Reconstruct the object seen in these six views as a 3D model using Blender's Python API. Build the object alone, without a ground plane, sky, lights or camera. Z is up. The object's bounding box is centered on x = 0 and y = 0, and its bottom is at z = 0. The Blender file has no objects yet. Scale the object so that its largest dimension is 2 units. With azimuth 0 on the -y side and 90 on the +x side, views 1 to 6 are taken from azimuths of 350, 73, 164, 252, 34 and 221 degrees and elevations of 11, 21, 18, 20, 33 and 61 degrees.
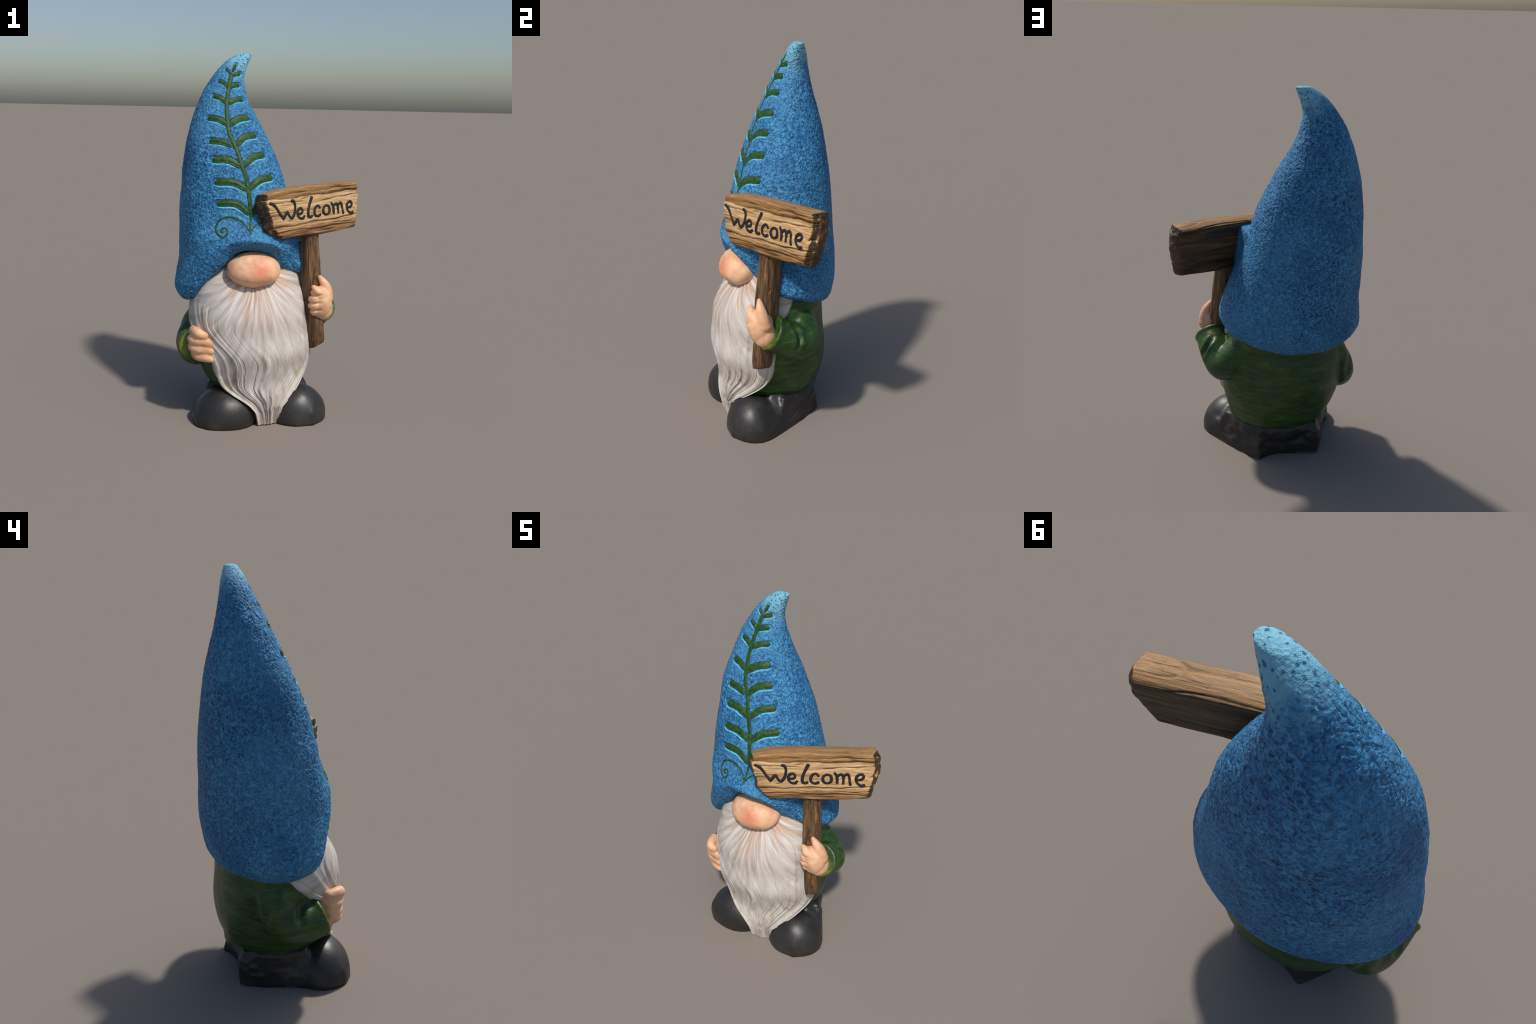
import bpy, math
import numpy as np
from mathutils import Matrix, Vector

# ------------------------------------------------------------------ helpers
def smooth(a, b, x):
    t = np.clip((np.asarray(x, float) - a) / (b - a), 0, 1)
    return t * t * (3 - 2 * t)

def hermite(z, zk, v):
    """Smooth curve through the knots (zk, v)."""
    zk = np.asarray(zk, float); v = np.asarray(v, float)
    z = np.clip(np.asarray(z, float), zk[0], zk[-1]); n = len(zk)
    h = np.diff(zk); d = np.diff(v) / h
    m = np.empty(n); m[0] = d[0]; m[-1] = d[-1]
    if n > 2:
        m[1:-1] = (d[:-1] * h[1:] + d[1:] * h[:-1]) / (h[1:] + h[:-1])
    i = np.clip(np.searchsorted(zk, z) - 1, 0, n - 2); t = (z - zk[i]) / h[i]
    return ((2*t**3-3*t**2+1)*v[i] + (t**3-2*t**2+t)*h[i]*m[i]
            + (-2*t**3+3*t**2)*v[i+1] + (t**3-t**2)*h[i]*m[i+1])

def _hash(i, j, k, seed):
    n = (i * 374761393 + j * 668265263 + k * 2147483647 + seed * 974711) & 0xFFFFFFFF
    n = ((n ^ (n >> 13)) * 1274126177) & 0xFFFFFFFF
    n = ((n ^ (n >> 16)) * 2246822519) & 0xFFFFFFFF
    return ((n ^ (n >> 15)) & 0xFFFFFF) / float(0xFFFFFF)

def vnoise(P, seed=0):
    """Value noise in -1..1 at the points P (n, 3)."""
    P = np.asarray(P, float); I = np.floor(P).astype(np.int64); f = P - I
    f = f * f * f * (f * (f * 6 - 15) + 10); out = 0
    for a in (0, 1):
        wa = f[:, 0] if a else 1 - f[:, 0]
        for b in (0, 1):
            wb = f[:, 1] if b else 1 - f[:, 1]
            for c in (0, 1):
                wc = f[:, 2] if c else 1 - f[:, 2]
                out = out + wa * wb * wc * _hash(I[:, 0]+a, I[:, 1]+b, I[:, 2]+c, seed)
    return out * 2 - 1

def fbm(P, octaves=3, seed=0):
    s = 0; a = 1; t = 0
    for o in range(octaves):
        s = s + a * vnoise(np.asarray(P) * 2**o + 17.3 * o, seed + o); t += a; a *= .5
    return s / t

def superellipse(th, a, b, e):
    c, s = np.cos(th), np.sin(th)
    return a * np.sign(c) * np.abs(c)**(2/e), b * np.sign(s) * np.abs(s)**(2/e)

def spline(pts, n):
    """n points along a smooth curve through pts."""
    P = np.array(pts, float)
    d = np.r_[0, np.cumsum(np.linalg.norm(np.diff(P, axis=0), axis=1))]
    t = np.linspace(0, d[-1], n)
    return np.stack([hermite(t, d, P[:, k]) for k in range(P.shape[1])], 1)

def grid_faces(nr, nc, wrap=False):
    f = []
    m = nc if wrap else nc - 1
    for r in range(nr - 1):
        for c in range(m):
            c2 = (c + 1) % nc
            f.append((r*nc+c, r*nc+c2, (r+1)*nc+c2, (r+1)*nc+c))
    return f

def vertex_normals(V, Fc):
    me = bpy.data.meshes.new("tmp"); me.from_pydata(V.tolist() if hasattr(V, 'tolist') else V, [], Fc); me.update()
    n = np.empty(len(V) * 3, np.float32)
    me.vertex_normals.foreach_get("vector", n)
    bpy.data.meshes.remove(me)
    return n.reshape(-1, 3).astype(float)

ROOT = None
def add(name, V, Fc, mat, parent=None, flat=False, matrix=None, normals=None):
    me = bpy.data.meshes.new(name)
    me.from_pydata(np.asarray(V, float).tolist(), [], [tuple(int(i) for i in f) for f in Fc]); me.update()
    if not flat:
        me.polygons.foreach_set("use_smooth", [True] * len(me.polygons))
    me.materials.append(mat)
    if normals is not None:
        me.normals_split_custom_set_from_vertices([tuple(x) for x in normals])
    ob = bpy.data.objects.new(name, me)
    bpy.context.scene.collection.objects.link(ob)
    if matrix is not None: ob.matrix_world = matrix
    p = parent or ROOT
    if p is not None:
        ob.parent = p
        bpy.context.view_layer.update()
        ob.matrix_parent_inverse = p.matrix_world.inverted()
    return ob

def split_body(V, Fc, labels, spec):
    """Cut one smooth body into named parts that share border vertices and normals."""
    Nv = vertex_normals(V, Fc); out = []
    for k, (name, mat) in enumerate(spec):
        sel = [f for f, l in zip(Fc, labels) if l == k]
        used = np.unique(np.concatenate([np.array(f, int) for f in sel]))
        remap = -np.ones(len(V), int); remap[used] = np.arange(len(used))
        out.append(add(name, V[used], [tuple(remap[i] for i in f) for f in sel], mat, normals=Nv[used]))
    return out

def merge(parts):
    V = []; F = []; o = 0
    for v, f in parts:
        V.append(np.asarray(v, float)); F += [tuple(i + o for i in q) for q in f]; o += len(v)
    return np.concatenate(V), F

def remesh(parts, voxel, smooth_it=6, fac=.5):
    """Fuse closed shapes into one skin."""
    V, F = merge(parts)
    me = bpy.data.meshes.new("tmp"); me.from_pydata(V.tolist(), [], F); me.update()
    ob = bpy.data.objects.new("tmp", me); bpy.context.scene.collection.objects.link(ob)
    m = ob.modifiers.new("r", 'REMESH'); m.mode = 'VOXEL'; m.voxel_size = voxel; m.adaptivity = 0
    if smooth_it:
        s = ob.modifiers.new("s", 'SMOOTH'); s.factor = fac; s.iterations = smooth_it
    dg = bpy.context.evaluated_depsgraph_get(); dg.update()
    e = bpy.data.meshes.new_from_object(ob.evaluated_get(dg))
    v = np.empty(len(e.vertices) * 3, np.float32); e.vertices.foreach_get("co", v)
    f = [tuple(p.vertices) for p in e.polygons]
    bpy.data.objects.remove(ob); bpy.data.meshes.remove(me); bpy.data.meshes.remove(e)
    return v.reshape(-1, 3).astype(float), f

def ball(c, r, rot=None, nu=40, nv=24):
    V = [(0, 0, -1)]
    for j in range(1, nv):
        p = -math.pi/2 + math.pi * j / nv
        for i in range(nu):
            t = 2*math.pi*i/nu; V.append((math.cos(p)*math.cos(t), math.cos(p)*math.sin(t), math.sin(p)))
    V.append((0, 0, 1)); V = np.array(V) * np.array(r)
    if rot is not None: V = V @ np.array(rot).T
    F = [(0, 1 + (i+1) % nu, 1 + i) for i in range(nu)]
    for j in range(nv - 2):
        for i in range(nu):
            a = 1 + j*nu; F.append((a+i, a+(i+1) % nu, a+nu+(i+1) % nu, a+nu+i))
    l = len(V) - 1; a = 1 + (nv-2)*nu
    F += [(a+i, a+(i+1) % nu, l) for i in range(nu)]
    return V + np.array(c), F

def tube(pts, rad, n=28, seg=32, flat=1.0, round_ends=True, up=(0, 0, 1)):
    """Closed tube along pts with radius rad at each; flat scales it along up."""
    P = spline(np.c_[np.array(pts, float), np.array(rad, float)], n); R = P[:, 3]; P = P[:, :3]
    T = np.gradient(P, axis=0); T /= np.linalg.norm(T, axis=1)[:, None]
    A = np.cross(T, np.array(up, float)); A /= np.linalg.norm(A, axis=1)[:, None]; B = np.cross(A, T)
    rings = []
    if round_ends:
        for k in range(6):
            q = math.pi/2 * (1 - k/6); rings.append((P[0] - T[0]*R[0]*math.sin(q)*.9, A[0], B[0], R[0]*math.cos(q) + 1e-4))
    for i in range(n): rings.append((P[i], A[i], B[i], R[i]))
    if round_ends:
        for k in range(1, 7):
            q = math.pi/2 * k/6; rings.append((P[-1] + T[-1]*R[-1]*math.sin(q)*.9, A[-1], B[-1], R[-1]*math.cos(q) + 1e-4))
    V = []
    for p, a, b, r in rings:
        for i in range(seg):
            t = 2*math.pi*i/seg; V.append(p + a*r*math.cos(t) + b*r*flat*math.sin(t))
    F = grid_faces(len(rings), seg, True)
    F.append(tuple(range(seg-1, -1, -1))); o = (len(rings)-1)*seg; F.append(tuple(range(o, o+seg)))
    return np.array(V), F

def prism(poly, zs, scales, centre=None):
    """Stack of scaled outlines, closed at both ends."""
    poly = np.array(poly, float); c = poly.mean(0) if centre is None else np.array(centre)
    V = []; n = len(poly)
    for z, s in zip(zs, scales):
        V += [(*(c + (p - c) * s), z) for p in poly]
    F = grid_faces(len(zs), n, True)
    F.append(tuple(range(n-1, -1, -1))); o = (len(zs)-1)*n; F.append(tuple(range(o, o+n)))
    return np.array(V), F

# ------------------------------------------------------------------ materials
def srgb(r, g, b):
    return tuple((c/12.92 if c <= .04045 else ((c+.055)/1.055)**2.4) for c in (r/255, g/255, b/255)) + (1,)

class Nodes:
    def __init__(self, name):
        self.m = bpy.data.materials.new(name); self.m.use_nodes = True
        self.t = self.m.node_tree; self.t.nodes.clear()
        self.out = self.t.nodes.new("ShaderNodeOutputMaterial")
        self.b = self.t.nodes.new("ShaderNodeBsdfPrincipled")
        self.t.links.new(self.b.outputs[0], self.out.inputs[0])
        self.co = self.t.nodes.new("ShaderNodeTexCoord").outputs["Object"]
    def link(self, a, b): self.t.links.new(a, b)
    def put(self, sock, v):
        if hasattr(v, "is_linked") or isinstance(v, bpy.types.NodeSocket): self.link(v, sock)
        else: sock.default_value = v
    def math(self, op, a, b=None, c=None, clamp=False):
        n = self.t.nodes.new("ShaderNodeMath"); n.operation = op; n.use_clamp = clamp
        self.put(n.inputs[0], a)
        if b is not None: self.put(n.inputs[1], b)
        if c is not None: self.put(n.inputs[2], c)
        return n.outputs[0]
    def mapping(self, scale=(1, 1, 1), loc=(0, 0, 0), rot=(0, 0, 0), vec=None):
        n = self.t.nodes.new("ShaderNodeMapping"); self.link(vec or self.co, n.inputs[0])
        n.inputs["Scale"].default_value = scale; n.inputs["Location"].default_value = loc; n.inputs["Rotation"].default_value = rot
        return n.outputs[0]
    def noise(self, scale, detail=3, rough=.5, vec=None, dist=0):
        n = self.t.nodes.new("ShaderNodeTexNoise"); self.link(vec or self.co, n.inputs["Vector"])
        n.inputs["Scale"].default_value = scale; n.inputs["Detail"].default_value = detail
        n.inputs["Roughness"].default_value = rough; n.inputs["Distortion"].default_value = dist
        return n.outputs["Fac"]
    def voronoi(self, scale, vec=None, feature='F1'):
        n = self.t.nodes.new("ShaderNodeTexVoronoi"); self.link(vec or self.co, n.inputs["Vector"])
        n.feature = feature; n.inputs["Scale"].default_value = scale
        return n.outputs["Distance"]
    def ramp(self, fac, stops):
        n = self.t.nodes.new("ShaderNodeValToRGB"); self.link(fac, n.inputs[0]); e = n.color_ramp.elements
        while len(e) < len(stops): e.new(.5)
        for q, (p, c) in zip(e, stops):
            q.position = p; q.color = c if len(c) == 4 else (*c, 1)
        return n.outputs[0]
    def step(self, fac, a, b):
        n = self.t.nodes.new("ShaderNodeMapRange"); n.interpolation_type = 'SMOOTHSTEP'
        self.link(fac, n.inputs[0]); n.inputs[1].default_value = a; n.inputs[2].default_value = b
        return n.outputs[0]
    def mix(self, fac, a, b, mode='MIX'):
        n = self.t.nodes.new("ShaderNodeMix"); n.data_type = 'RGBA'; n.blend_type = mode
        self.put(n.inputs[0], fac); self.put(n.inputs[6], a); self.put(n.inputs[7], b)
        return n.outputs[2]
    def xyz(self, vec=None):
        n = self.t.nodes.new("ShaderNodeSeparateXYZ"); self.link(vec or self.co, n.inputs[0]); return n.outputs
    def combine(self, x, y, z):
        n = self.t.nodes.new("ShaderNodeCombineXYZ")
        for k, v in enumerate((x, y, z)): self.put(n.inputs[k], v)
        return n.outputs[0]
    def dist(self, p, scale=(1, 1, 1)):
        """Distance from the object-space point p, scaled per axis."""
        v = self.mapping(scale=scale, loc=tuple(-a*b for a, b in zip(p, scale)))
        n = self.t.nodes.new("ShaderNodeVectorMath"); n.operation = 'LENGTH'; self.link(v, n.inputs[0])
        return n.outputs["Value"]
    def bump(self, h, dist, strength=1, prev=None):
        n = self.t.nodes.new("ShaderNodeBump"); self.link(h, n.inputs["Height"])
        n.inputs["Distance"].default_value = dist; n.inputs["Strength"].default_value = strength
        if prev is not None: self.link(prev, n.inputs["Normal"])
        return n.outputs[0]
    def done(self, color, rough=.5, normal=None, spec=.5, **kw):
        self.put(self.b.inputs["Base Color"], color); self.put(self.b.inputs["Roughness"], rough)
        self.b.inputs["Specular IOR Level"].default_value = spec
        if normal is not None: self.link(normal, self.b.inputs["Normal"])
        for k, v in kw.items(): self.b.inputs[k].default_value = v
        return self.m

def mat_hat():
    n = Nodes("blue_plush")
    worm = n.noise(66, 3, .6, dist=.9)
    fine = n.noise(120, 3, .6, dist=.5)
    patch = n.noise(6, 3, .55); broad = n.noise(2.3, 2, .5)
    col = n.ramp(worm, [(.30, srgb(20, 52, 80)), (.42, srgb(36, 96, 142)), (.53, srgb(54, 130, 180)), (.70, srgb(86, 162, 206))])
    col = n.mix(n.math('MULTIPLY', n.step(fine, .47, .34), .85), col, srgb(18, 42, 62))
    col = n.mix(n.math('MULTIPLY', n.step(fine, .58, .74), .35), col, srgb(112, 184, 220))
    col = n.mix(n.math('MULTIPLY', n.step(patch, .48, .68), .45), col, srgb(34, 92, 142))
    col = n.mix(n.math('MULTIPLY', n.step(broad, .56, .40), .22), col, srgb(92, 166, 210))
    # dry-brushed pale tip
    tip = n.dist((-.10, .15, 2.02), (1, 1, 1))
    k = n.step(n.math('ADD', tip, n.math('MULTIPLY', n.math('SUBTRACT', n.noise(22, 3, .6), .5), .22)), .24, .05)
    pits = n.step(n.voronoi(62), .22, .36)
    tipc = n.mix(pits, srgb(46, 104, 140), srgb(132, 196, 216))
    col = n.mix(n.math('MULTIPLY', k, .85), col, tipc)
    h = n.math('ADD', n.math('MULTIPLY', worm, .8), n.math('MULTIPLY', fine, .5))
    nb = n.bump(h, .010, .8)
    return n.done(col, .62, nb, .35)

def mat_leaf(light=False):
    n = Nodes("leaf_green")
    v = n.noise(60, 3, .6); w = n.noise(14, 2, .5)
    col = n.ramp(v, [(.3, srgb(26, 52, 24)), (.5, srgb(37, 74, 30)), (.7, srgb(62, 100, 42))])
    col = n.mix(n.math('MULTIPLY', n.step(w, .5, .7), .5), col, srgb(40, 72, 30))
    return n.done(col, .5, n.bump(n.noise(150, 2), .002, .5), .25)

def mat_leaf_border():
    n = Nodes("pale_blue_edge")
    col = n.ramp(n.noise(110, 3, .6), [(.3, srgb(44, 120, 180)), (.6, srgb(98, 184, 230))])
    return n.done(col, .6, n.bump(n.noise(150, 2), .003, .5), .3)

def mat_skin(nose=False):
    n = Nodes("painted_skin_nose" if nose else "painted_skin")
    w = n.noise(9, 3, .55); f = n.noise(45, 3, .6)
    col = n.ramp(w, [(.3, srgb(204, 152, 116)), (.5, srgb(228, 178, 140)), (.72, srgb(240, 196, 156))])
    col = n.mix(n.math('MULTIPLY', n.step(f, .55, .75), .25), col, srgb(198, 142, 106))
    if nose:
        d = n.math('ADD', n.dist((-.088, -.275, .855), (1.15, .8, 1.1)), n.math('MULTIPLY', n.math('SUBTRACT', n.noise(16, 3), .5), .05))
        col = n.mix(n.math('MULTIPLY', n.step(d, .095, .0), .75), col, srgb(222, 124, 92))
    return n.done(col, .48, n.bump(n.noise(40, 3), .003, .4), .4)

def mat_beard():
    n = Nodes("white_beard")
    x, y, z = n.xyz()
    # strands fan out from under the nose
    dx = n.math('ADD', x, .09); dz = n.math('SUBTRACT', .86, z)
    ang = n.math('ARCTAN2', dx, dz)
    rad = n.math('SQRT', n.math('ADD', n.math('MULTIPLY', dx, dx), n.math('MULTIPLY', dz, dz)))
    v = n.combine(n.math('MULTIPLY', ang, 7), n.math('MULTIPLY', rad, 3.0), n.math('MULTIPLY', y, 1.5))
    s1 = n.noise(1.9, 2, .5, v); s2 = n.noise(5.0, 2, .5, v); w = n.noise(5, 3, .5)
    col = n.ramp(s1, [(.28, srgb(168, 153, 138)), (.42, srgb(186, 178, 168)), (.60, srgb(198, 192, 185)), (.75, srgb(212, 207, 200))])
    col = n.mix(n.math('MULTIPLY', n.step(s2, .42, .26), .40), col, srgb(176, 154, 136))
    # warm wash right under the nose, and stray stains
    hub = n.step(rad, .34, .12)
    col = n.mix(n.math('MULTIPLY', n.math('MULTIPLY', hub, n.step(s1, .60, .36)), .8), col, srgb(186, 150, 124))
    col = n.mix(n.math('MULTIPLY', n.step(w, .56, .74), .35), col, srgb(184, 180, 176))
    nb = n.bump(n.math('ADD', s1, n.math('MULTIPLY', s2, .5)), .006, .4)
    return n.done(col, .55, nb, .35)

def mat_jacket():
    n = Nodes("green_jacket")
    brush = n.noise(9, 4, .6, n.mapping(scale=(1, 1, 5)))
    blot = n.noise(7, 3, .55); fine = n.noise(50, 3, .6, n.mapping(scale=(1, 1, 2.5)))
    col = n.ramp(brush, [(.3, srgb(24, 46, 19)), (.48, srgb(36, 66, 22)), (.62, srgb(50, 82, 24)), (.78, srgb(80, 106, 30))])
    col = n.mix(n.math('MULTIPLY', n.step(fine, .52, .72), .35), col, srgb(84, 116, 34))
    col = n.mix(n.math('MULTIPLY', n.step(blot, .54, .72), .35), col, srgb(30, 58, 36))
    # olive-yellow wash near the cuffs
    for p in ((.30, -.18, .60), (-.455, -.16, .44)):
        d = n.math('ADD', n.dist(p), n.math('MULTIPLY', n.math('SUBTRACT', n.noise(38, 3, .6), .5), .10))
        col = n.mix(n.math('MULTIPLY', n.step(d, .10, .02), .55), col, srgb(136, 146, 36))
    nb = n.bump(n.math('ADD', brush, n.math('MULTIPLY', fine, .6)), .005, .5)
    return n.done(col, .40, nb, .45)

def mat_shoe():
    n = Nodes("black_leather")
    w = n.noise(8, 4, .6); f = n.noise(40, 3, .6)
    col = n.ramp(w, [(.3, srgb(30, 29, 30)), (.55, srgb(42, 40, 39)), (.75, srgb(58, 54, 51))])
    col = n.mix(n.math('MULTIPLY', n.step(f, .66, .80), .3), col, srgb(82, 74, 68))
    return n.done(col, n.math('ADD', .34, n.math('MULTIPLY', w, .16)), n.bump(w, .008, .4), .5)

# long cracks across the board: height, slope, waviness, from x, to x, depth
CRACKS = ((.098, .004, .0035, -.40, .40, .0075), (.058, .075, .003, .03, .40, .005), (-.047, .022, .003, -.40, .40, .007), (-.082, -.012, .003, -.40, .40, .006),
          (.120, .012, .003, -.2, .40, .004), (.004, -.02, .004, -.40, -.24, .006), (-.066, 0, .003, .1, .4, .0045), (-.097, .012, .003, -.40, .1, .004),
          (.070, -.02, .002, -.34, -.08, .003), (.030, .01, .002, -.34, -.20, .003))
def mat_plank():
    n = Nodes("carved_plank")
    x, y, z = n.xyz()
    g1 = n.noise(1, 5, .65, n.mapping(scale=(4, 40, 44)), dist=.8)
    g2 = n.noise(1, 4, .6, n.mapping(scale=(11, 130, 150)), dist=.5)
    blot = n.noise(9, 3, .55, n.mapping(scale=(.5, 1, 1.4)))
    face = n.ramp(g1, [(.26, srgb(78, 54, 34)), (.40, srgb(164, 126, 82)), (.55, srgb(202, 166, 118)), (.72, srgb(222, 190, 146))])
    edge = n.ramp(g1, [(.28, srgb(44, 30, 18)), (.44, srgb(112, 76, 38)), (.60, srgb(158, 114, 62)), (.76, srgb(196, 150, 92))])
    dark = n.ramp(g1, [(.3, srgb(24, 18, 12)), (.5, srgb(52, 38, 23)), (.7, srgb(96, 70, 40))])
    wob = n.math('MULTIPLY', n.math('SUBTRACT', n.noise(6, 3, .6), .5), .05)
    zz = n.math('ADD', z, wob)
    band = n.math('MAXIMUM', n.step(zz, .088, .105), n.step(zz, -.045, -.075))
    col = n.mix(n.math('MULTIPLY', band, .9), face, edge)
    # which face of the board: end grain is scorched, the rear has its shade painted into the colour
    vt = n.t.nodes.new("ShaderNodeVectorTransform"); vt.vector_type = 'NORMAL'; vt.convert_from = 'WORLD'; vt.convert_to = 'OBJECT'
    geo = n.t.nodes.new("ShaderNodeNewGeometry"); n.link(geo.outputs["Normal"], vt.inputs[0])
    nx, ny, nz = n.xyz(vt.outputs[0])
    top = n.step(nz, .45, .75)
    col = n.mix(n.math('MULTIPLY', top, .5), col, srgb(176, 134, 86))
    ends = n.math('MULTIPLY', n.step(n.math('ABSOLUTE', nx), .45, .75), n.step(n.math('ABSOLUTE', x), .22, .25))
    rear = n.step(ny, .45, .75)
    for z0, slope, amp, x0, x1, dep in CRACKS:
        line = n.math('ADD', n.math('MULTIPLY_ADD', x, slope, z0), n.math('MULTIPLY', n.math('SINE', n.math('MULTIPLY_ADD', x, 23, z0*90)), amp))
        line = n.math('ADD', line, n.math('MULTIPLY', n.math('SINE', n.math('MULTIPLY_ADD', x, 61, z0*200)), .0013))
        k = n.step(n.math('ABSOLUTE', n.math('SUBTRACT', z, line)), .0042, .0012)
        k = n.math('MULTIPLY', k, n.math('MULTIPLY', n.step(x, x0-.03, x0+.03), n.step(x, x1+.03, x1-.03)))
        k = n.math('MULTIPLY', k, n.math('MULTIPLY', n.step(y, .02, .005), n.math('MULTIPLY_ADD', n.step(g1, .62, .40), .6, .3)))
        col = n.mix(k, col, srgb(34, 24, 16))
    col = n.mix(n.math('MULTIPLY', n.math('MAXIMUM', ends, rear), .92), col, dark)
    col = n.mix(n.math('MULTIPLY', n.step(g2, .44, .26), .8), col, srgb(52, 36, 22))
    col = n.mix(n.math('MULTIPLY', n.step(blot, .56, .74), .3), col, srgb(150, 106, 56))
    nb = n.bump(n.math('ADD', g1, n.math('MULTIPLY', g2, .5)), .006, .7)
    return n.done(col, .5, nb, .4)

def mat_post():
    n = Nodes("dark_post_wood")
    g1 = n.noise(1, 5, .65, n.mapping(scale=(46, 46, 4)), dist=.7)
    g2 = n.noise(1, 4, .6, n.mapping(scale=(130, 130, 9)), dist=.4)
    col = n.ramp(g1, [(.28, srgb(36, 26, 20)), (.42, srgb(76, 55, 36)), (.56, srgb(108, 80, 50)), (.74, srgb(146, 110, 68))])
    col = n.mix(n.math('MULTIPLY', n.step(g2, .45, .28), .75), col, srgb(34, 26, 22))
    return n.done(col, .5, n.bump(n.math('ADD', g1, n.math('MULTIPLY', g2, .5)), .007, .8), .4)

def mat_plain(name, c, rough):
    n = Nodes(name)
    col = n.mix(n.noise(40, 2), c, tuple(min(1, v*1.5+.003) for v in c[:3]) + (1,))
    return n.done(col, rough, n.bump(n.noise(120, 2), .002, .5), .4)

# ------------------------------------------------------------------ the gnome
ROOT = bpy.data.objects.new("garden_gnome", None)
bpy.context.scene.collection.objects.link(ROOT)
ROOT["label"] = "white-bearded garden gnome in tall blue hat holding a wooden welcome sign"
ROOT["category"] = "garden gnome"

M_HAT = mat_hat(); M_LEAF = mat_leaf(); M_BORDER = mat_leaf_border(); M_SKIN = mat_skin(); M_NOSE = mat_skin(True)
M_BEARD = mat_beard(); M_JACKET = mat_jacket(); M_SHOE = mat_shoe(); M_PLANK = mat_plank(); M_POST = mat_post()
M_INK = mat_plain("black_paint", srgb(22, 21, 22), .65)

# ---------------- hat: height, left, right, front, back of each level
HAT = np.array([
 (.60, -.500, .255, -.285, .315), (.66, -.505, .258, -.285, .318), (.72, -.519, .260, -.275, .328), (.80, -.511, .263, -.258, .340),
 (.90, -.493, .243, -.252, .345), (1.0, -.490, .205, -.238, .345), (1.12, -.487, .155, -.195, .348), (1.25, -.478, .118, -.166, .347),
 (1.4, -.461, .070, -.119, .332), (1.55, -.441, .005, -.053, .317), (1.67, -.398, -.062, 0, .293), (1.73, -.376, -.092, .030, .279),
 (1.80, -.345, -.117, .060, .261), (1.857, -.308, -.126, .086, .245), (1.93, -.25, -.107, .114, .222), (1.96, -.218, -.094, .123, .208),
 (1.992, -.166, -.081, .137, .189)])
HEX = 2.2
def hat_level(z):
    xl, xr, yf, yb = (hermite(z, HAT[:, 0], HAT[:, k]) for k in range(1, 5))
    return (xl+xr)/2, (yf+yb)/2, (xr-xl)/2, (yb-yf)/2
def hat_point(th, z):
    cx, cy, a, b = hat_level(z); x, y = superellipse(th, a, b, HEX)
    return np.stack([cx + x, cy + y, z + 0*th], -1)
def brim_swell(x, z):
    """The brim swells forward over the nose."""
    return .032 * np.exp(-((x+.10)/.14)**2) * np.exp(-((z-1.01)/.055)**2)
def hat_front(x, z):
    """Front surface of the hat at (x, z): point and outward normal."""
    def yy(x, z):
        cx, cy, a, b = hat_level(z)
        return cy - b * np.maximum(1 - np.abs((x-cx)/a)**HEX, 1e-4)**(1/HEX) - brim_swell(x, z)
    e = 2e-3; y = yy(x, z)
    n = np.stack([(yy(x+e, z)-yy(x-e, z))/(2*e), -1+0*y, (yy(x, z+e)-yy(x, z-e))/(2*e)], -1)
    return np.stack([x, y, z], -1), n/np.linalg.norm(n, axis=-1)[..., None]

# height of the brim's ridge and of its lower lip round the head (degrees; 270 is the front)
BRIM = np.array([(-30, .85, .805, .045), (0, .79, .755, .040), (20, .76, .722, .035), (45, .735, .685, .032), (90, .705, .645, .030), (135, .705, .638, .030),
                 (180, .735, .648, .036), (202, .770, .678, .040), (220, .840, .758, .045), (240, .940, .862, .062), (256, 1.005, .932, .085),
                 (270, 1.025, .952, .080), (285, 1.005, .925, .090), (305, .935, .850, .085), (330, .85, .805, .045), (360, .79, .755, .040), (380, .76, .722, .035)])
def brim(deg):
    d = np.mod(deg + 20, 360) - 20
    return [hermite(d, BRIM[:, 0], BRIM[:, k]) for k in (1, 2, 3)]

# fern: stem nodes and leaves as (x, height) on the hat's front
STEM = [(-.178, 1.936), (-.201, 1.887), (-.217, 1.826), (-.235, 1.735), (-.239, 1.66), (-.236, 1.613), (-.228, 1.559), (-.212, 1.527), (-.172, 1.411),
        (-.141, 1.287), (-.136, 1.231), (-.127, 1.157)]
LEAVES = [
 [(-.203, 1.882), (-.218, 1.897), (-.233, 1.909)], [(-.199, 1.879), (-.170, 1.884), (-.150, 1.888)],
 [(-.227, 1.818), (-.249, 1.835), (-.275, 1.846)], [(-.217, 1.815), (-.185, 1.824), (-.158, 1.826)],
 [(-.243, 1.734), (-.272, 1.754), (-.308, 1.765)], [(-.225, 1.728), (-.185, 1.746), (-.141, 1.749)],
 [(-.243, 1.618), (-.288, 1.641), (-.340, 1.648)], [(-.229, 1.612), (-.181, 1.642), (-.113, 1.656)],
 [(-.220, 1.505), (-.272, 1.523), (-.337, 1.527)], [(-.198, 1.506), (-.147, 1.549), (-.078, 1.561)],
 [(-.178, 1.399), (-.237, 1.428), (-.325, 1.432)], [(-.157, 1.401), (-.109, 1.443), (-.036, 1.457)],
 [(-.149, 1.281), (-.215, 1.313), (-.314, 1.317)], [(-.132, 1.282), (-.078, 1.324), (.004, 1.340)],
 [(-.140, 1.155), (-.201, 1.201), (-.305, 1.207)], [(-.120, 1.155), (-.066, 1.200), (.020, 1.215)]]
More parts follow.
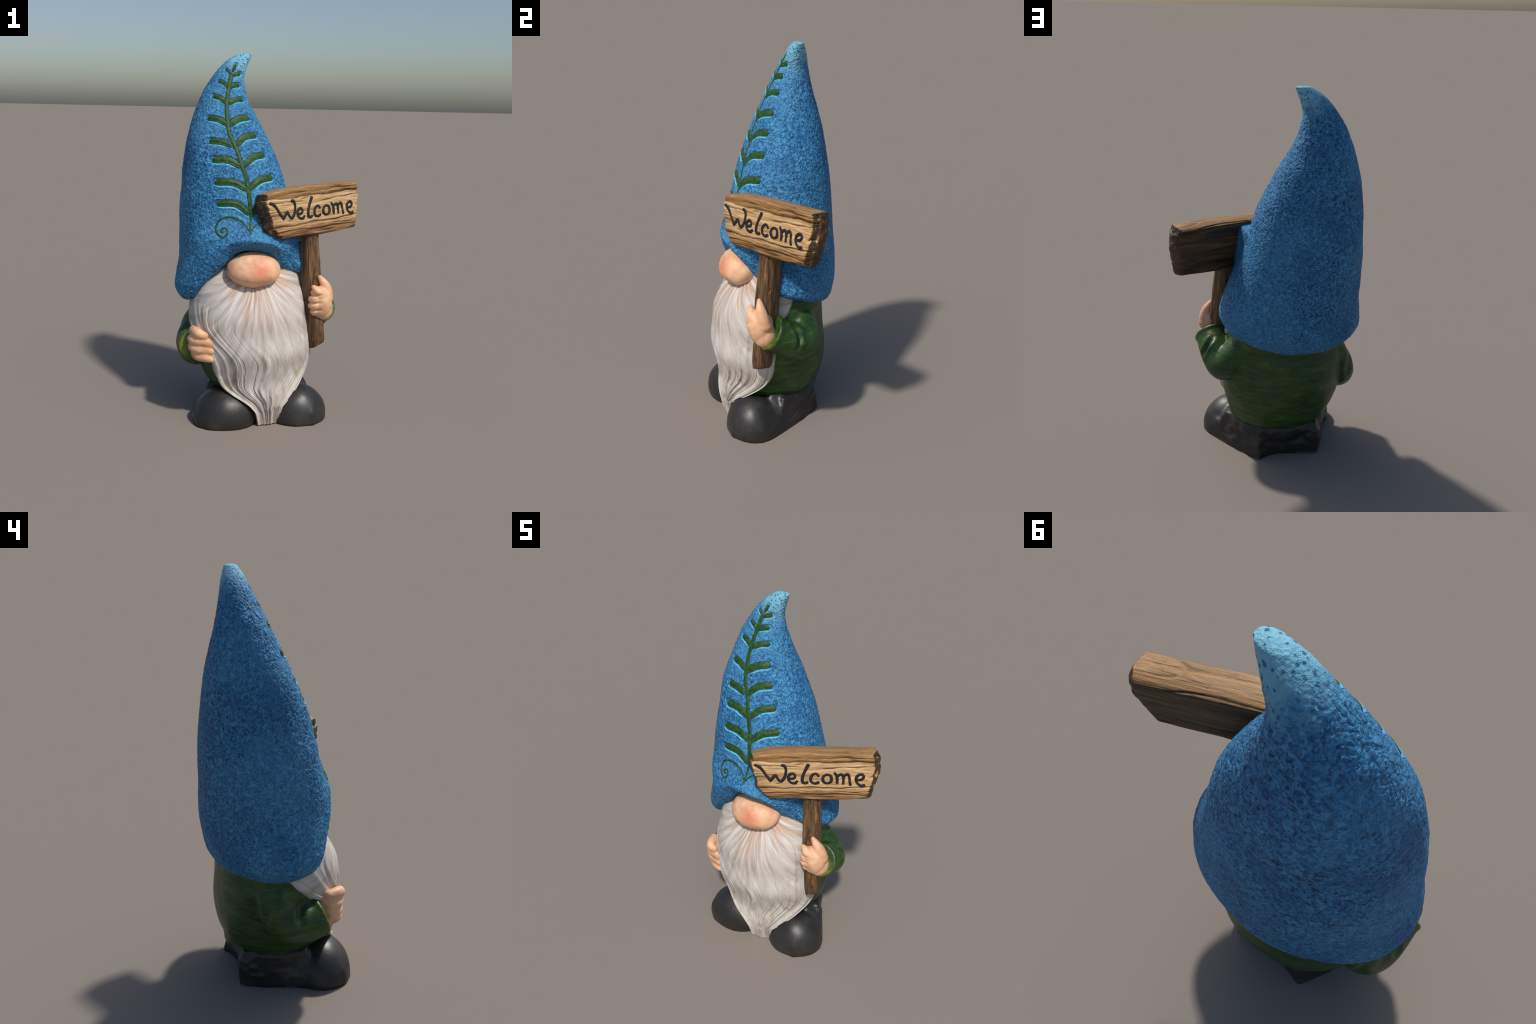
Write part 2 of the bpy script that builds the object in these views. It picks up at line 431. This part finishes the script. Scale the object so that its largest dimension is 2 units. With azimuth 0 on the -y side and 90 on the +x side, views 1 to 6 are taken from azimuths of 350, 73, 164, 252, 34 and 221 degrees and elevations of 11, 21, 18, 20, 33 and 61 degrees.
LEAF_HALF = [1.35*h for h in (.0075, .0095, .010, .0115, .0125, .0125, .0145, .0155, .0150, .0150, .0165, .0150, .0165, .0155, .0155, .0150)]
TENDRILS = [
 [(-.141, 1.063), (-.154, 1.085), (-.172, 1.106), (-.209, 1.130), (-.239, 1.136), (-.282, 1.127), (-.308, 1.102), (-.315, 1.070), (-.304, 1.044),
  (-.280, 1.033), (-.263, 1.048), (-.257, 1.071), (-.270, 1.079), (-.286, 1.073), (-.290, 1.062), (-.278, 1.057)],
 [(-.141, 1.050), (-.134, 1.102), (-.128, 1.158)],
 [(-.138, 1.060), (-.120, 1.082), (-.095, 1.100), (-.055, 1.118)]]

def build_hat():
    NT, NU, NL = 680, 520, 44
    th = np.linspace(0, 2*np.pi, NT, endpoint=False); deg = np.degrees(th)
    zr, zb, inset = brim(deg)
    rows = []
    # underside, from inside outwards
    for k in np.linspace(0, 1, 8)[:-1]:
        p = hat_point(th, zb); c = np.array([-.12, .03, 0])
        q = p.copy(); cx, cy, a, b = hat_level(zb)
        s = 1 - (inset + (1-k)*.10) / np.minimum(a, b)
        q[:, 0] = cx + (p[:, 0]-cx)*s; q[:, 1] = cy + (p[:, 1]-cy)*s; q[:, 2] = zb + .012*(1-k)**2
        rows.append(q)
    # rolled lip
    for t in np.linspace(1, 0, NL)[:-1]:
        z = zr + (zb - zr)*np.sin(t*np.pi/2)**1.0 if False else zr + (zb-zr)*t
        p = hat_point(th, z); cx, cy, a, b = hat_level(z)
        roll = 1 - np.sqrt(np.maximum(1 - t**2.2, 0)); lin = .25 + .5*smooth(225, 255, deg)*smooth(315, 288, deg); roll = (1-lin)*roll + lin*t**1.25
        s = 1 - inset*roll/np.minimum(a, b)
        p[:, 0] = cx + (p[:, 0]-cx)*s; p[:, 1] = cy + (p[:, 1]-cy)*s
        rows.append(p)
    for u in np.linspace(0, 1, NU):
        rows.append(hat_point(th, zr + (HAT[-1, 0]-zr)*u**.96))
    # blunt tip
    top = rows[-1]; c = top.mean(0)
    for s, dz in ((.9, .0025), (.6, .005), (.25, .007)):
        q = c + (top-c)*s; q[:, 2] = top[:, 2] + dz; rows.append(q)
    V = np.concatenate(rows); F = grid_faces(len(rows), NT, True)
    V = np.r_[V, [c + (0, 0, .0075)]]; l = len(V)-1; o = (len(rows)-1)*NT
    F += [(o+i, o+(i+1) % NT, l) for i in range(NT)]
    F.append(tuple(range(NT-1, -1, -1)))
    V[:, 1] -= brim_swell(V[:, 0], V[:, 2]) * (V[:, 1] < 0)
    # flatter beside the post, and at the rear left
    V[:, 1] += .058*np.exp(-((V[:, 0]-.13)/.065)**2 - ((V[:, 2]-.90)/.075)**2)*(V[:, 1] < .02)
    g = np.exp(-((np.degrees(np.arctan2(V[:, 1]-.04, V[:, 0]+.12))-140)/32)**2)*smooth(1.02, .80, V[:, 2])*.022
    V[:, 0] += .77*g; V[:, 1] -= .64*g
    Nv = vertex_normals(V, F)
    # plush relief: soft lumps and fine worm-like pits
    lumps = fbm(V*6.5, 2, 3)*.006
    worms = 1 - np.abs(fbm(V*np.array([50, 50, 64]) + .9*fbm(V*20, 1, 8)[:, None], 2, 11))*2
    fine = fbm(V*120, 2, 5)
    press = 1 - smooth(1.90, 1.98, V[:, 2])*.9
    d = lumps*press + (-.0022*smooth(.45, .95, worms) + .0016*fine)*press
    # engraved fern
    fr = np.where((V[:, 1] < .16) & (V[:, 2] > .98))[0]; Q = V[fr]
    prof = np.full(len(Q), -1.0); lip = np.zeros(len(Q))
    strokes = [(l, h, .0065) for l, h in zip(LEAVES, LEAF_HALF)] + [(STEM, .0120, .0065)] + [(t, .0052, .002) for t in TENDRILS]
    keep = np.ones(len(Q)); cut = np.zeros(len(Q))
    for pts, half, depth in strokes:
        L = spline(pts, 26 if len(pts) < 5 else 90); P3, _ = hat_front(L[:, 0], L[:, 1])
        dm = np.full(len(Q), 9.0)
        box = np.where((Q[:, 0] > L[:, 0].min()-.06) & (Q[:, 0] < L[:, 0].max()+.06) & (Q[:, 2] > L[:, 1].min()-.06) & (Q[:, 2] < L[:, 1].max()+.06))[0]
        if len(box) == 0: continue
        q = Q[box]; best = np.full(len(box), 9.0)
        for a, b in zip(P3[:-1], P3[1:]):
            ab = b-a; t = np.clip(((q-a)@ab)/(ab@ab), 0, 1); best = np.minimum(best, np.linalg.norm(q-(a+t[:, None]*ab), axis=1))
        k = 1 - smooth(half*.80, half*1.12, best)
        cut[box] = np.maximum(cut[box], k*depth)
        keep[box] = np.minimum(keep[box], smooth(half*1.0, half+.012, best))
    d[fr] = d[fr]*keep - cut
    V = V + Nv*d[:, None]
    return add("hat", V, F, M_HAT)

def ribbon(pts, half, n, taper0=.55, taper1=.9, sink=.0040, dome=.0028, ridge=True, m=11):
    """Raised strip that lies in the hat's groove."""
    L = spline(pts, n); t = np.linspace(0, 1, n)
    w = half*np.minimum(1, taper0 + (1-taper0)*smooth(0, .35, t))
    endr = np.clip((1-t)*np.linalg.norm(np.diff(L, axis=0), axis=1).sum()/(half*1.0), 0, 1)
    w = w*(taper1*0 + np.sqrt(np.maximum(1-(1-endr)**2.4, .02)))
    P, N = hat_front(L[:, 0], L[:, 1]); T = np.gradient(P, axis=0); T /= np.linalg.norm(T, axis=1)[:, None]
    S = np.cross(N, T); S /= np.linalg.norm(S, axis=1)[:, None]
    rows = []; rng = np.linspace(-1, 1, m)
    for i in range(n):
        for s in rng:
            q = P[i] + S[i]*s*w[i]; q2, n2 = hat_front(q[0], q[2])
            h = dome*(1-abs(s)**2.2) - sink
            if ridge: h += .0022*math.exp(-((s+.05)/.16)**2) - .0016*math.exp(-((s-.35)/.2)**2)
            rows.append(q2 + n2*h)
    top = np.array(rows)
    nn = np.repeat(N, m, axis=0); bot = top - nn*.004
    V = np.r_[top, bot]; k = n*m
    F = [tuple(reversed(f)) for f in grid_faces(n, m)]; F = F + [tuple(i+k for i in reversed(f)) for f in F]
    per = [i for i in range(m)] + [r*m+m-1 for r in range(1, n)] + [(n-1)*m+c for c in range(m-2, -1, -1)] + [r*m for r in range(n-2, 0, -1)]
    for a, b in zip(per, per[1:]+per[:1]): F.append((a, b, b+k, a+k))
    return V, F

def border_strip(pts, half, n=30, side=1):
    L = spline(pts, n)[int(n*.12):]; n = len(L)
    P, N = hat_front(L[:, 0], L[:, 1]); T = np.gradient(P, axis=0); T /= np.linalg.norm(T, axis=1)[:, None]
    S = np.cross(N, T); S *= np.sign(-S[:, 2:3])
    V = []; prof = [(.86, -.0045), (1.0, -.0008), (1.13, .0012), (1.28, .0012), (1.42, -.001)]
    t = np.linspace(0, 1, n); fade = .35+.65*np.minimum(smooth(0, .2, t), smooth(1, .9, t))
    for i in range(n):
        for k, h in prof:
            q = P[i] + S[i]*half*(.86 + (k-.86)*fade[i]); q2, n2 = hat_front(q[0], q[2]); V.append(q2 + n2*h)
    return np.array(V), grid_faces(n, len(prof))

hat = build_hat()
for pts, h in zip(LEAVES, LEAF_HALF):
    add("leaf", *ribbon(pts, h, 64), M_LEAF, hat)
add("leaf", *ribbon([(-.196, 1.897), (-.187, 1.917), (-.177, 1.938)], .008, 20), M_LEAF, hat)
add("stem", *ribbon(STEM[1:][::-1], .0112, 120, 1, 1, .0030, .0022, False), M_LEAF, hat)
for t in TENDRILS:
    add("tendril", *ribbon(t, .0050, 110, .6, 1, -.0004, .0014, False, 7), M_LEAF, hat)
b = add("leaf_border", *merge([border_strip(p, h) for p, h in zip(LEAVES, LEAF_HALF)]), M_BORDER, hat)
b["kind"] = "stuff"

# ---------------- body mass: height, left, right, front, back
BODY = np.array([
 (0, -.29, .15, -.285, .19), (.10, -.305, .178, -.298, .21), (.16, -.328, .194, -.302, .228), (.24, -.368, .214, -.300, .262), (.32, -.402, .237, -.316, .284),
 (.40, -.418, .247, -.334, .288), (.50, -.437, .238, -.320, .282), (.60, -.432, .228, -.306, .276), (.70, -.416, .211, -.253, .272),
 (.80, -.40, .18, -.168, .262), (.90, -.39, .15, -.09, .25)])
BEX = 2.12
def body_level(z):
    xl, xr, yf, yb = (hermite(z, BODY[:, 0], BODY[:, k]) for k in range(1, 5))
    cy = -.015; return (xl+xr)/2, cy + 0*xl, (xr-xl)/2, cy - yf, yb - cy
def body_point(th, z, grow=0):
    cx, cy, a, bf, bb = body_level(z); b = np.where(np.sin(th) < 0, bf, bb)
    x, y = superellipse(th, a+grow, b+grow, BEX)
    return np.stack([cx + x, cy + y, z + 0*th], -1)

# ---------------- jacket with both sleeves, one skin
R_ARM = [(.10, .08, .68), (.180, .085, .595), (.240, .060, .522), (.266, -.040, .568), (.278, -.128, .628)]
L_ARM = [(-.31, .11, .63), (-.370, .09, .52), (-.412, .035, .405), (-.410, -.06, .398), (-.408, -.130, .415)]
def build_jacket():
    th = np.linspace(0, 2*np.pi, 72, endpoint=False); rows = []
    for z in np.linspace(.165, .80, 30):
        p = body_point(th, np.full_like(th, z), 0)
        front = smooth(.10, -.20, p[:, 1])[:, None]
        c = np.array([-.1, .03, z]); p = p + (c-p)*front*.06
        tuck = 1 - .10*smooth(.20, .165, z); p[:, :2] = c[:2] + (p[:, :2]-c[:2])*tuck
        rows.append(p)
    V = np.concatenate(rows); F = grid_faces(len(rows), 72, True)
    F.append(tuple(range(71, -1, -1))); o = (len(rows)-1)*72; F.append(tuple(range(o, o+72)))
    parts = [(V, F), tube(R_ARM, [.07, .078, .090, .094, .092], seg=36, flat=1.0, round_ends=False),
             tube(L_ARM, [.08, .080, .094, .100, .096], seg=36, round_ends=False)]
    V, F = remesh(parts, .0075, 9, .5)
    N = vertex_normals(V, F)
    # cloth folds: elbow creases on both sleeves, soft drag lines over the back
    def crease(a, b, width, depth):
        a, b = np.array(a), np.array(b); ab = b-a; t = np.clip(((V-a)@ab)/(ab@ab), 0, 1)
        d = np.linalg.norm(V-(a+t[:, None]*ab), axis=1)
        k = 1 - .7*np.abs(2*t-1)**2
        return depth*k*(-np.exp(-(d/width)**2) + .45*np.exp(-((d-2.2*width)/(1.2*width))**2))
    d = fbm(V*9, 2, 21)*.004
    for c in ((( .30, .005, .66), (.37, .02, .56), .012, .014), ((.26, .02, .68), (.36, .09, .60), .013, .015), ((.33, .03, .62), (.37, -.01, .53), .010, .010),
              ((-.44, -.02, .51), (-.52, .02, .44), .014, .014), ((-.42, .09, .60), (-.44, .16, .42), .018, .010), ((-.40, .17, .40), (-.36, .15, .27), .016, .009),
              ((.22, .17, .50), (.10, .27, .44), .016, .007), ((.26, .10, .42), (.17, .20, .38), .016, .007), ((-.02, .30, .24), (-.08, .29, .20), .012, .007),
              ((-.26, .26, .26), (-.20, .28, .20), .012, .006), ((.02, .29, .23), (-.03, .285, .19), .010, .006)):
        d = d + crease(*c)
    # raised seam of the cuffs
    for P, r in ((R_ARM, .1), (L_ARM, .1)):
        e = np.array(P[-1]); t = e-np.array(P[-2]); t /= np.linalg.norm(t)
        s = (V-e)@t; rr = np.linalg.norm((V-e)-s[:, None]*t, axis=1)
        d = d + .006*np.exp(-((s+.012)/.011)**2)*(rr < .14) - .012*smooth(-.004, .012, s)*(rr < .085)
    V = V + N*d[:, None]
    C = np.array([V[list(f)].mean(0) for f in F])
    def darm(P):
        L = spline(P, 40); return np.min(np.linalg.norm(C[:, None, :]-L[None], axis=2), axis=1)
    right = (darm(R_ARM) < .118) & (C[:, 0] > .19); left = (darm(L_ARM) < .122) & (C[:, 0] < -.36)
    return split_body(V, F, np.where(right, 1, np.where(left, 2, 0)), [("torso", M_JACKET), ("arm", M_JACKET), ("arm", M_JACKET)])
build_jacket()

# ---------------- beard
def beard_limits(z):
    """Angles at which the beard ends on the left and on the right at height z."""
    # given as x on the lower rows, as y on the upper ones
    left = [(0, -.088), (.05, -.100), (.10, -.118), (.14, -.165), (.17, -.230), (.20, -.285), (.24, -.310), (.30, -.335), (.36, -.345), (.42, -.375), (.47, -.41)]
    right = [(0, .036), (.05, .034), (.10, .048), (.14, .085), (.17, .125), (.20, .160), (.23, .178)]
    lv = np.array([(.47, -.15), (.53, -.04), (.60, .03), (.68, .09), (.90, .12)])
    rv = np.array([(.23, -.15), (.27, -.115), (.33, -.09), (.40, -.09), (.55, -.05), (.66, -.005), (.75, .05), (.90, .09)])
    cx, cy, a, bf, bb = (float(q) for q in body_level(np.array([z]))[:5]) if False else [float(np.ravel(q)[0]) for q in body_level(np.array([z]))]
    def ang_x(x):
        c = np.clip(abs((x-cx)/a), 0, 1)**(BEX/2)*np.sign(x-cx); return -math.acos(np.clip(c, -1, 1))
    def ang_y(y):
        b = bf if y < cy else bb
        s = min(abs((y-cy)/b), 1)**(BEX/2)*np.sign(y-cy); return math.asin(s)
    l = np.array(left); r = np.array(right)
    if z < .47: tl = ang_x(np.interp(z, l[:, 0], l[:, 1]))
    else: tl = -math.pi - ang_y(np.interp(z, lv[:, 0], lv[:, 1]))
    if z < .23: tr = ang_x(np.interp(z, r[:, 0], r[:, 1]))
    else: tr = ang_y(np.interp(z, rv[:, 0], rv[:, 1]))
    return tl, tr

def build_beard():
    NZ, NX = 460, 460; zs = np.linspace(.003, .90, NZ); s = np.linspace(0, 1, NX); lim = np.array([beard_limits(z) for z in zs])
    k = np.hanning(61); k /= k.sum()
    for c in (0, 1):
        pad = np.r_[np.full(30, lim[0, c]), lim[:, c], np.full(30, lim[-1, c])]; lim[:, c] = np.convolve(pad, k, 'valid')
        lim[:, c] += .02*fbm(np.c_[zs*28, zs*0, zs*0+c*5], 2, 40+c)
    th = lim[:, :1] + (lim[:, 1:]-lim[:, :1])*s[None]
    Z = np.repeat(zs[:, None], NX, 1)
    V = body_point(th.ravel(), Z.ravel(), .004)
    S = np.repeat(2*s[None]-1, NZ, 0).ravel()
    F = grid_faces(NZ, NX); N = vertex_normals(V, F)
    # locks fan out from beneath the nose and gather again at the tip
    dx, dz = V[:, 0]+.09, .84-V[:, 2]; r = np.hypot(dx, dz)
    phi = np.arctan2(dx, dz)/1.75
    psi = phi + (S*.95-phi)*smooth(.10, .52, r)
    q = np.c_[psi*1.0, r*.9, 0*r]
    warp = fbm(np.c_[psi*2.5, r*3.0, 0*r], 2, 50)*.08
    big = fbm(np.c_[(psi+warp)*11, r*1.6, 0*r+3], 1, 51)
    mid = fbm(np.c_[(psi+warp*.7)*20, r*2.0, 0*r+7], 1, 52)
    thin = fbm(np.c_[(psi+warp*.5)*60, r*3, 0*r+9], 1, 53)
    belly = 1 - .75*np.exp(-(((V[:, 0]+.10)/.17)**2 + ((V[:, 2]-.50)/.14)**2))
    low = (1 + .8*smooth(.45, .15, V[:, 2]))*(.45+.55*smooth(0, .10, V[:, 2]))
    groove = -np.exp(-((mid+.12)/.17)**2)*smooth(-.45, .15, fbm(np.c_[psi*9, r*5, 0*r+1], 1, 54))
    d = belly*low*(.0050*big + .0034*mid + .0050*groove + .0007*thin)
    rim = np.minimum(smooth(0, .03, (S+1)/2), smooth(0, .03, (1-S)/2))
    d = d*(.4+.6*rim) - .014*(1-rim)
    V = V + N*d[:, None]; V[:, 2] = np.maximum(V[:, 2], 0)
    back = V - N*.05; back[:, 2] = np.maximum(back[:, 2], 0)
    k = len(V); per = list(range(NX)) + [r_*NX+NX-1 for r_ in range(1, NZ)] + [(NZ-1)*NX+c for c in range(NX-2, -1, -1)] + [r_*NX for r_ in range(NZ-2, 0, -1)]
    bi = {p: k+i for i, p in enumerate(per)}
    W = np.r_[V, back[per]]
    F = F + [(b_, a_, bi[a_], bi[b_]) for a_, b_ in zip(per, per[1:]+per[:1])]
    add("beard", W, F, M_BEARD)
build_beard()

# ---------------- nose
def build_nose():
    p, F = ball((0, 0, 0), (1, 1, 1), nu=96, nv=64)
    V = np.c_[p[:, 0]*.147, p[:, 1]*.112, p[:, 2]*.098]
    V[:, 1] -= .012*smooth(.5, -.5, p[:, 2])
    V = V + np.array((-.107, -.160, .847))
    N = vertex_normals(V, F); V = V + N*(.004*fbm(V*14, 2, 60) + .0015*fbm(V*40, 1, 61))[:, None]
    add("nose", V, F, M_NOSE)
build_nose()

# ---------------- hands
def build_hands():
    # right hand closed round the post
    parts = [ball((.272, -.170, .660), (.066, .066, .092)), ball((.288, -.150, .615), (.055, .060, .066)), ball((.235, -.185, .665), (.036, .048, .080)),
             tube([(.285, -.190, .69), (.252, -.210, .722), (.220, -.203, .752)], [.036, .028, .013], n=14, seg=20),
             tube([(.312, -.160, .68), (.298, -.172, .745), (.262, -.172, .800)], [.036, .030, .013], n=14, seg=20)]
    V, F = remesh(parts, .0042, 5, .5)
    N = vertex_normals(V, F); d = fbm(V*25, 2, 70)*.002
    for z in (.708, .664, .622):                       # gaps between the fingers, on the side of the beard
        d = d - .011*np.exp(-((V[:, 2]-z-.10*(V[:, 0]-.23))/.0075)**2)*smooth(.285, .225, V[:, 0])
    V = V + N*d[:, None]
    add("hand", V, F, M_SKIN)
    # left fist on the beard
    parts = [ball((-.396, -.158, .445), (.058, .056, .088))]
    for z, x0, x1 in ((.515, -.428, -.385), (.470, -.438, -.355), (.425, -.435, -.345), (.383, -.418, -.345)):
        parts.append(tube([(x0, -.160, z), (x0+.010, -.196, z), (x1-.015, -.228, z-.004), (x1+.01, -.232, z-.012)], [.026, .028, .027, .022], n=14, seg=20))
    V, F = remesh(parts, .0042, 13, .5)
    N = vertex_normals(V, F); V = V + N*(fbm(V*25, 2, 71)*.002)[:, None]
    add("hand", V, F, M_SKIN)
build_hands()

# ---------------- trousers and shoes, one skin
def build_legs():
    left = [(-.357, -.312), (-.227, -.318), (-.110, -.255), (-.06, -.05), (0, .10), (.014, .172), (-.243, .228), (-.305, .10), (-.372, -.05), (-.434, -.192), (-.417, -.260)]
    right = [(.03, -.266), (.136, -.315), (.222, -.321), (.322, -.180), (.278, -.072), (.168, .106), (.085, .220), (.015, .172), (-.02, .02), (0, -.15)]
    waist = np.array(body_point(np.linspace(0, 2*np.pi, 48, endpoint=False), np.full(48, .19), -.005))[:, :2]
    parts = [prism(left, (-.03, .02, .07, .11), (1, 1, .985, .90)), prism(right, (-.03, .02, .07, .11), (1, 1, .985, .90))]
    # legs behind the toes rise up to the jacket
    bl = [(-.358, -.10), (-.20, -.12), (-.065, -.10), (.005, .172), (-.150, .208), (-.244, .227), (-.312, .10)]
    br = [(.005, -.06), (.12, -.09), (.258, -.05), (.165, .10), (.085, .214), (.010, .165), (-.02, .05)]
    parts += [prism(bl, (-.02, .10, .15, .19), (1, 1, .97, .88)), prism(br, (-.02, .09, .14, .18), (1, 1, .95, .82))]
    waist[:, 1] = np.maximum(waist[:, 1], -.10)
    parts.append(prism(waist, (.09, .125, .145, .172, .185, .20), (.86, .98, 1.01, 1.015, .98, .93), (-.08, .0)))
    parts.append(prism([(.08, .205), (-.03, .18), (-.03, .10), (.08, .10)], (-.02, .06, .13), (1, 1, .8)))
    parts += [ball((.180, -.060, .085), (.068, .085, .085)), ball((-.280, -.06, .085), (.065, .085, .085))]
    parts += [ball((-.252, -.178, .030), (.184, .158, .158), nu=48), ball((.153, -.178, .022), (.167, .148, .168), nu=48)]
    V, F = remesh(parts, .0075, 18, .5)
    N = vertex_normals(V, F)
    d = fbm(V*8, 2, 80)*.004
    beh = smooth(-.12, .0, V[:, 1])*smooth(.02, .06, V[:, 2])
    d = d + beh*(.012*fbm(V*np.array([14, 14, 22]), 2, 81))
    V = V + N*d[:, None]
    z = V[:, 2]; V[:, 2] = np.where(z < .004, 0, z)
    C = np.array([V[list(f)].mean(0) for f in F])
    toe = C[:, 1] < -.06 - .25*np.maximum(C[:, 2]-.16, 0)
    lab = np.where(toe & (C[:, 0] < -.03), 1, np.where(toe, 2, 0))
    return split_body(V, F, lab, [("trousers", M_SHOE), ("foot", M_SHOE), ("foot", M_SHOE)])
build_legs()

# ---------------- sign
SU = Vector((.90532624, .42160245, .05133973)); SN = Vector((.41086739, -.89999984, .14556194)); SW = Vector((-.10757502, .11068723, .98801617))
SC = Vector((.245, -.1205, 1.15125))
SIGN = Matrix((( SU.x, -SN.x, SW.x, SC.x), (SU.y, -SN.y, SW.y, SC.y), (SU.z, -SN.z, SW.z, SC.z), (0, 0, 0, 1)))   # local x along, y into the board, z up
BOARD = [(-.322, .128), (-.334, .100), (-.336, .063), (-.313, .005), (-.318, -.050), (-.285, -.085), (-.250, -.113), (-.116, -.113), (.022, -.120), (.140, -.117), (.264, -.111),
         (.290, -.025), (.304, .025), (.310, .105), (.302, .143), (.10, .148), (-.08, .150), (-.22, .146)]
def build_sign():
    P = np.array(BOARD); P = np.concatenate([P[i] + (P[(i+1) % len(P)]-P[i])*np.linspace(0, 1, 8, endpoint=False)[:, None] for i in range(len(P))])
    V = []; ys = [(-.013, -.009, -.003), (-.006, -.002, .002), (.006, .001, .006), (.03, .006, .02), (.055, .007, .024), (.082, .002, .018), (.096, -.008, .006)]
    for y, g, ge in ys:
        for x, z in P:
            kt = 1 - .75*smooth(.09, .14, z); gx = ((ge*.7 if x > .24 else 0) - (ge*.30 if x < -.24 else 0))*kt
            V.append((x*(1+g/.33) + gx, y, .012 + (z-.012)*(1+g/.12*.7)))
    n = len(P); F = grid_faces(len(ys), n, True); F.append(tuple(range(n-1, -1, -1))); o = (len(ys)-1)*n; F.append(tuple(range(o, o+n)))
    V, F = remesh([(np.array(V), [tuple(reversed(f)) for f in F])], .0036, 2, .5)
    N = vertex_normals(V, F)
    x, y, z = V.T
    front = smooth(-.005, -.013, y)*(np.abs(N[:, 1]) > .5)
    grain = fbm(np.c_[x*5, y*45, z*60 + 1.2*fbm(np.c_[x*4, y*4, z*4], 2, 90)], 3, 91)
    streak = np.exp(-(fbm(np.c_[x*3.2, y*26, z*30], 2, 92)/.07)**2)
    d = .0022*grain - .0035*streak*(.5+.5*(fbm(np.c_[x*6, y*6, z*9], 1, 95) > -.1))
    # long cracks across the face
    for z0, slope, amp, x0, x1, dep in CRACKS:
        zl = z0 + slope*x + amp*np.sin(x*23 + z0*90) + .0013*np.sin(x*61 + z0*200)
        k = np.exp(-((z-zl)/.0032)**2)*smooth(x0-.03, x0+.03, x)*smooth(x1+.03, x1-.03, x)
        d = d - dep*k*(y < .02)
    # chipped notch at the right end
    d = d - .016*np.exp(-((z-.020-.35*(x-.31))/.010)**2)*smooth(.262, .30, x)*(y < .02)
    # splintered ends
    end = smooth(.28, .31, np.abs(x))*(np.abs(N[:, 0]) > .4)
    d = d + end*.008*fbm(np.c_[x*3, y*20, z*38], 2, 94)
    V = V + N*d[:, None]
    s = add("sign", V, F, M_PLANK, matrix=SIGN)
    return s
sign = build_sign()

def build_mount():
    V, F = prism([(-.20, .05), (-.068, .05), (-.045, .13), (-.020, .24), (-.20, .24)], (-.150, -.10, .10, .130), (.9, 1, 1, .9))
    V[:, 0] += .06*(-V[:, 2]-.0)*.2
    V, F = remesh([(V, F)], .006, 8, .5)
    add("sign_mount", V, F, M_HAT, matrix=SIGN)
build_mount()

LETTERS = [
 [[(-.310, .080), (-.292, .072), (-.273, .050), (-.255, .021), (-.235, -.008)], [(-.235, -.008), (-.220, .011), (-.207, .024), (-.198, .007), (-.182, -.011), (-.165, .004), (-.153, .037), (-.152, .063), (-.161, .079), (-.169, .081)]],
 [[(-.131, .005), (-.111, .009), (-.104, .022), (-.113, .034), (-.130, .031), (-.141, .012), (-.138, -.006), (-.122, -.019), (-.105, -.019), (-.096, -.009)]],
 [[(-.035, .084), (-.049, .057), (-.062, .028), (-.068, .002), (-.065, -.014), (-.052, -.019), (-.043, -.014)]],
 [[(.016, .024), (.006, .036), (-.010, .032), (-.023, .014), (-.022, -.008), (-.009, -.019), (.008, -.017), (.015, -.013)]],
 [[(.062, .032), (.045, .024), (.038, .004), (.045, -.012), (.061, -.017), (.078, -.010), (.083, .009), (.077, .027), (.060, .032)]],
 [[(.100, .041), (.108, .031), (.112, .013), (.112, -.016)], [(.111, .016), (.124, .031), (.137, .033), (.144, .013), (.143, -.018)], [(.144, .013), (.154, .031), (.167, .035), (.175, .017), (.176, -.004), (.179, -.023)]],
 [[(.218, .004), (.238, .008), (.248, .022), (.241, .035), (.225, .033), (.210, .016), (.210, -.004), (.222, -.022), (.238, -.029), (.249, -.025)]]]
for li, strokes in enumerate(LETTERS):
    parts = []
    for st in strokes:
        c = np.array(st); n = len(st); base = .0080 if li in (0, 2) else .0074
        rad = base*(1 + .12*np.sin(np.arange(n)*1.7 + li))
        if li == 2: rad[:3] *= 1.12
        parts.append(tube([(a, -.0140, b_) for a, b_ in c], rad, n=max(24, 7*n), seg=14, flat=.34, up=(0, 1, 0)))
    V, F = merge(parts)
    add("letter", V, F, M_INK, sign, matrix=SIGN)

# ---------------- post
def build_post():
    A = np.array((.255, -.162, .412)); B = np.array((.206, -.088, 1.04)); ax = B-A; ln = np.linalg.norm(ax); ax /= ln
    u = np.array((.906, .423, 0)); u -= ax*(u@ax); u /= np.linalg.norm(u); v = np.cross(ax, u)
    NZ, NT = 260, 120; rows = []; th = np.linspace(0, 2*np.pi, NT, endpoint=False)
    for t in np.linspace(0, 1, NZ):
        w = np.interp(t, [0, .05, .25, .45, .65, .9, 1], [.036, .044, .047, .054, .050, .049, .056]); dp = np.interp(t, [0, .05, .4, .65, 1], [.042, .048, .055, .058, .055])
        x, y = superellipse(th, w, dp, 3.0)
        tt = t*ln + (.016*np.cos(th+.4) if t < .02 else 0)
        rows.append(A + ax*np.reshape(tt, (-1, 1)) + u*x[:, None] + v*y[:, None])
    V = np.concatenate(rows); F = grid_faces(NZ, NT, True); F.append(tuple(range(NT-1, -1, -1))); o = (NZ-1)*NT; F.append(tuple(range(o, o+NT)))
    N = vertex_normals(V, F); L = np.c_[(V-A)@u, (V-A)@v, (V-A)@ax]
    g = fbm(np.c_[L[:, 0]*55, L[:, 1]*55, L[:, 2]*5], 3, 97); st = np.exp(-(fbm(np.c_[L[:, 0]*40, L[:, 1]*40, L[:, 2]*3.5], 2, 98)/.07)**2)
    V = V + N*(.003*g - .0038*st)[:, None]
    add("post", V, F, M_POST)
build_post()
